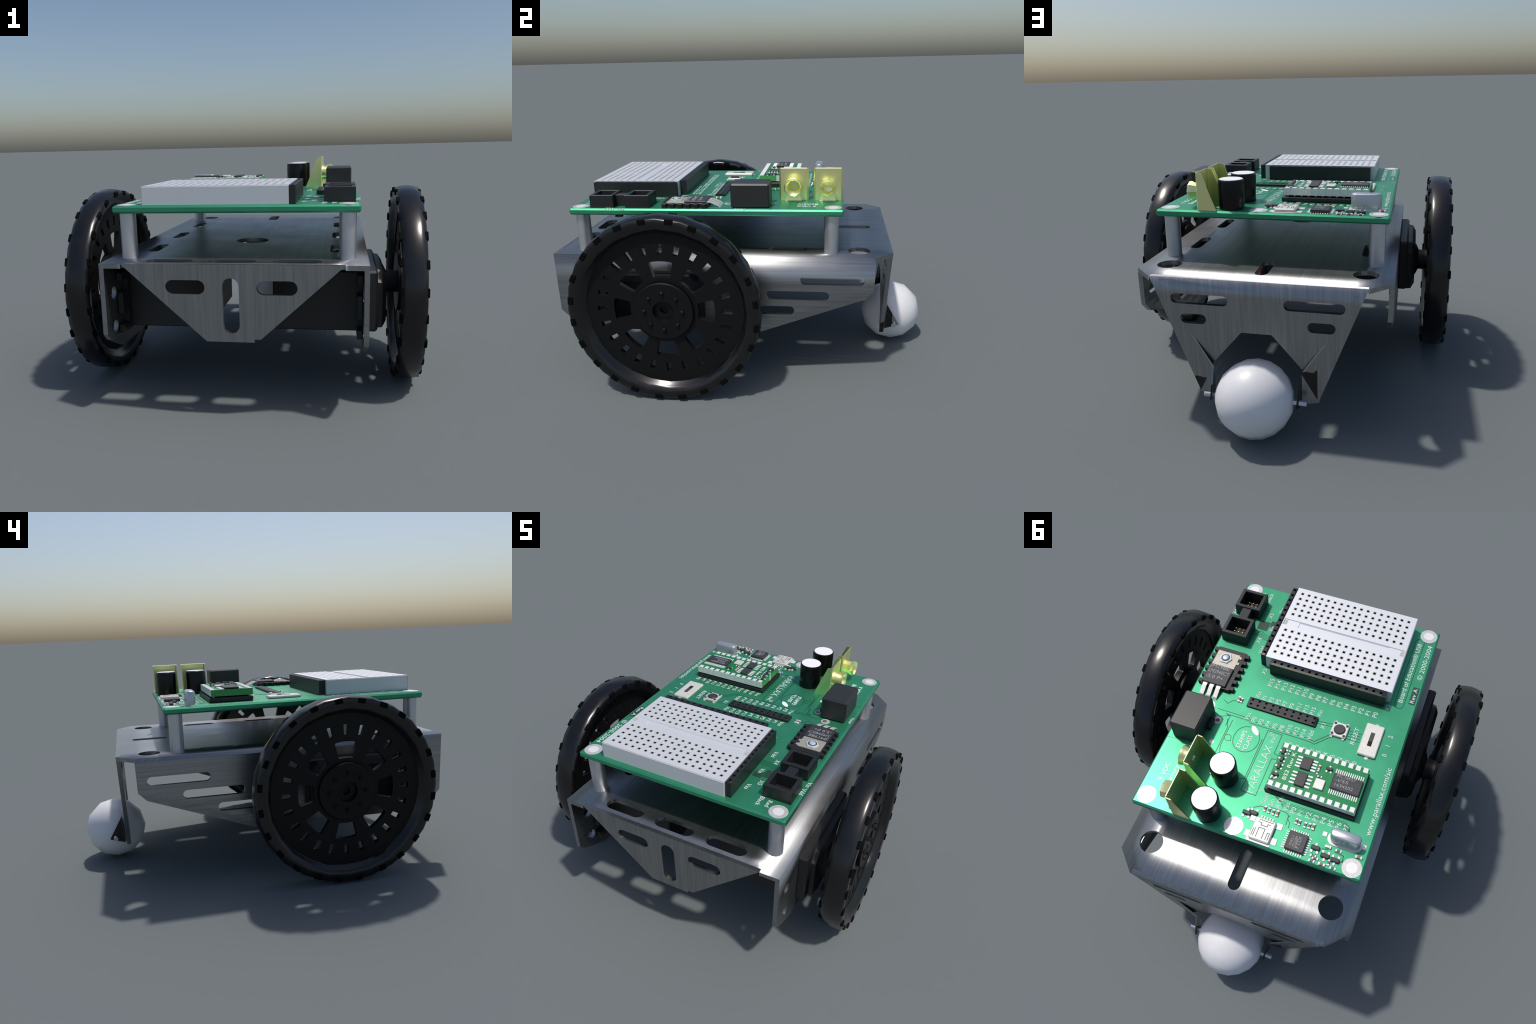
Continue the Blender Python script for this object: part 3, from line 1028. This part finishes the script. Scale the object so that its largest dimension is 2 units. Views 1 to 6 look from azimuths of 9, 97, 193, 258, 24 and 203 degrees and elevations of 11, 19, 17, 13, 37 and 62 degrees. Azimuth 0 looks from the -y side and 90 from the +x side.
mcu = chip("microcontroller", -.421, -.287, .108, .188, ZM, 1.016, 14, 'y', module, .024, .0055)
chip("memory_chip", -.178, -.129, .075, .139, ZM, 1.014, 4, 'x', module, .024, .009)
chip("memory_chip", -.180, -.132, .154, .226, ZM, 1.014, 4, 'x', module, .024, .009)
pr = Print(1.0164)
for s, x in (("PIC16F57", .0, ), ("-I/SS", .0), ("1634202", .0)):
    pass
for s, y in (("PIC16F57", .126), ("-I/SS", .148), ("1634202", .172)):
    pr.text(s, -.300, y, .022, .060 if s[0] == '-' else .088, rot=PI)
pr.done("chip_lettering", 'chip_text', mcu)
box("resonator", 'usb', -.263, -.217, .160, .212, ZM, 1.014, .003, module)
pr = Print(ZM + .0008)
pr.text("BS2 Rev K", -.092, .218, .026, .150)
pr.text("1", -.030, .245, .020)
pr.done("module_lettering", 'silk_bright', module)

smd_count = 0
def smd(x, y, kind, parent, z=ZP, rot=0.):
    """tiny part: two tinned ends and a body"""
    lx, ly, h, body = dict(res=(.016, .008, .005, 'grey_smd'), cer=(.018, .009, .007, 'brown'), tan=(.016, .009, .007, 'tin'),
                           sot=(.030, .015, .010, 'chip'), cap=(.028, .016, .009, 'usb'))[kind]
    bm = bmesh.new()
    if kind == 'sot':
        bm_box(bm, -lx / 2, lx / 2, -ly / 2, ly / 2, 0, h, .002, mat=0)
        for dx, dy in ((-.010, .012), (.010, .012), (0, -.012)):
            bm_box(bm, dx - .004, dx + .004, dy - .006, dy + .006, -.0005, .003, .0005, mat=1)
    else:
        bm_box(bm, -lx * .32, lx * .32, -ly / 2, ly / 2, 0, h, .001, mat=0)
        bm_box(bm, -lx / 2 - .003, -lx * .28, -ly / 2 - .0008, ly / 2 + .0008, -.0005, h * .9, .001, mat=1)
        bm_box(bm, lx * .28, lx / 2 + .003, -ly / 2 - .0008, ly / 2 + .0008, -.0005, h * .9, .001, mat=1)
    me = to_mesh(bm, "surface_part")
    me.transform(Matrix.Translation((x, y, z)) @ Matrix.Rotation(rot, 4, 'Z') @ Matrix.Scale(1.0 if z > ZP + .01 else 1.3, 4))
    add("surface_part", me, [body, 'solder'], parent)

for x, y, k, r in ((-.259, .098, 'sot', 0), (-.214, .105, 'cer', PI / 2), (-.230, .148, 'res', 0), (-.214, .130, 'res', PI / 2),
                   (-.033, .082, 'sot', PI / 2), (-.060, .080, 'res', PI / 2), (-.040, .120, 'sot', PI / 2), (-.040, .160, 'sot', PI / 2),
                   (-.038, .205, 'sot', 0), (-.034, .225, 'res', 0)):
    smd(x, y, k, module, ZM, r)

# ----------------------------------------------------------------------------------------
# rear edge: USB socket, interface chip, crystal and small parts
# ----------------------------------------------------------------------------------------
usb = box("usb_socket", 'usb', -.121, -.024, .401, .507, ZP, .957, .005, board)
box("usb_apron", 'usb', -.127, -.016, .470, .516, ZP - .001, ZP + .0035, .001, usb)
for x0, x1 in ((-.150, -.120), (-.026, .0)):
    box("usb_lug", 'solder', x0, x1, .395, .425, ZP - .001, ZP + .003, .001, usb)
    box("usb_lug", 'solder', x0, x1, .468, .500, ZP - .001, ZP + .003, .001, usb)
ul = Ribbon()
for pts in ([(-.045, .412), (-.110, .412)], [(-.045, .424), (-.060, .424), (-.060, .436), (-.088, .436), (-.088, .424), (-.100, .424)],
            [(-.042, .492), (-.042, .455)], [(-.034, .492), (-.034, .458)],
            [(-.056, .494), (-.056, .448), (-.084, .448), (-.084, .494)], [(-.100, .494), (-.100, .462), (-.110, .462), (-.110, .494)]):
    ul.line(pts, .0032, .9573)
for v in ul.bm.verts:
    v.co.z = max(v.co.z, .9565)
ul.done("usb_dark_line", 'line', usb)  # raised dark lines on the shell stand in for slits
bm = bmesh.new()
for i in range(5):
    bm_box(bm, -.102 + i * .013, -.095 + i * .013, .385, .403, ZP - .001, ZP + .004, .0008)
add("usb_pin", to_mesh(bm, "usb_pin"), 'solder', usb, None, True)

iface = chip("interface_chip", -.274, -.188, .411, .497, ZP, .957, 8, 'y', board, .016, .0055)
bm = bmesh.new()
for i in range(8):
    u = .411 + .086 * (i + .5) / 8
    bm_box(bm, -.290, -.273, u - .00275, u + .00275, ZP - .001, ZP + .0035, .0008)
    bm_box(bm, -.189, -.172, u - .00275, u + .00275, ZP - .001, ZP + .0035, .0008)
add("chip_pin", to_mesh(bm, "chip_pin"), 'solder', iface, None, True)
pr = Print(.9574)
pr.text("FTDI", -.250, .484, .024, .054)
pr.text("FT232BM", -.232, .482, .017, .052)
pr.text("0345-1", -.216, .480, .017, .046)
pr.done("chip_lettering", 'chip_text', iface)

def capsule_ring(cx, cy, hx_, r, n=8):
    pts = []
    for k in range(2):
        for i in range(n + 1):
            t = -PI / 2 + PI * i / n + k * PI
            pts.append((cx + (hx_ if k == 0 else -hx_) + r * math.cos(t), cy + r * math.sin(t)))
    return pts
bm = bmesh.new()
rings = []
for z, g in ((ZP + .003, 0), (1.002, 0), (1.009, -.003), (1.012, -.009)):
    rings.append([bm.verts.new((x, y, z)) for x, y in capsule_ring(-.427, .376, .045, .0245 + g)])
for P, Q in zip(rings, rings[1:]):
    n = len(P)
    for i in range(n):
        bm.faces.new((P[i], P[(i + 1) % n], Q[(i + 1) % n], Q[i]))
bm.faces.new(rings[0])
bm.faces.new(rings[-1])
xtal = add("crystal_can", to_mesh(bm, "crystal_can"), 'crystal', board, 50)
bm = bmesh.new()
rings = [[bm.verts.new((x, y, z)) for x, y in capsule_ring(-.427, .378, .045, .033)] for z in (ZP - .001, ZP + .0035)]
n = len(rings[0])
for i in range(n):
    bm.faces.new((rings[0][i], rings[0][(i + 1) % n], rings[1][(i + 1) % n], rings[1][i]))
bm.faces.new(rings[1])
add("crystal_base", to_mesh(bm, "crystal_base"), 'usb', xtal)
for x0, x1 in ((-.344, -.324), (-.522, -.502)):
    box("crystal_pad", 'solder', x0, x1, .361, .383, ZP - .001, ZP + .003, .001, xtal)

for x, y, k, r in ((-.316, .448, 'sot', 0), (-.366, .424, 'tan', 0), (-.414, .426, 'res', 0), (-.318, .485, 'res', 0),
                   (-.319, .508, 'res', 0), (-.366, .468, 'sot', PI), (-.412, .472, 'sot', PI), (-.364, .508, 'cer', 0), (-.414, .508, 'res', 0),
                   (-.503, .424, 'cer', 0), (-.045, .351, 'res', PI / 2), (-.065, .353, 'res', PI / 2), (-.086, .354, 'res', PI / 2),
                   (-.105, .354, 'cer', PI / 2), (-.197, .359, 'res', PI / 2), (-.212, .361, 'res', PI / 2), (-.239, .363, 'res', PI / 2),
                   (-.258, .361, 'res', PI / 2), (-.276, .359, 'cer', PI / 2), (.024, .398, 'sot', 0), (-.004, .389, 'sot', PI),
                   (.290, -.152, 'cer', PI / 2), (.276, -.150, 'res', PI / 2), (-.33, .492, 'res', 0), (-.390, .490, 'res', PI / 2)):
    smd(x, y, k, board, ZP, r)

# ----------------------------------------------------------------------------------------
# push button and slide switch
# ----------------------------------------------------------------------------------------
btn = box("push_button", 'tin', -.270, -.191, -.188, -.109, ZP, .9515, .003, board)
disc("button_cap", 'chip', -.2305, -.1485, .025, .950, .9565, btn, 24, .002)
disc("button_ring", 'line', -.2305, -.1485, .029, .950, .9521, btn, 24)
for dx in (-.029, .029):
    for dy in (-.029, .029):
        disc("button_rivet", 'chip', -.2305 + dx, -.1485 + dy, .0068, .950, .9533, btn, 12)
        box("button_foot", 'tin', -.2305 + dx - .006, -.2305 + dx + .006, min(-.1485 + dy * 1.2, -.1485 + dy * 1.65), max(-.1485 + dy * 1.2, -.1485 + dy * 1.65), ZP - .001, ZP + .006, .001, btn)
sw = box("slide_switch", 'usb', -.431, -.343, -.233, -.055, ZP, .9535, .004, board)
box("switch_dark_plate", 'line', -.396, -.376, -.184, -.108, .952, .9542, 0, sw)  # dark plate on the switch's top stands in for the slot opening
box("switch_knob", 'black_hole', -.395, -.377, -.135, -.109, .952, .956, .001, sw)
disc("switch_foot", 'tin', -.392, -.236, .009, ZP, ZP + .002, sw, 12)
disc("switch_foot", 'tin', -.392, -.050, .009, ZP, ZP + .002, sw, 12)
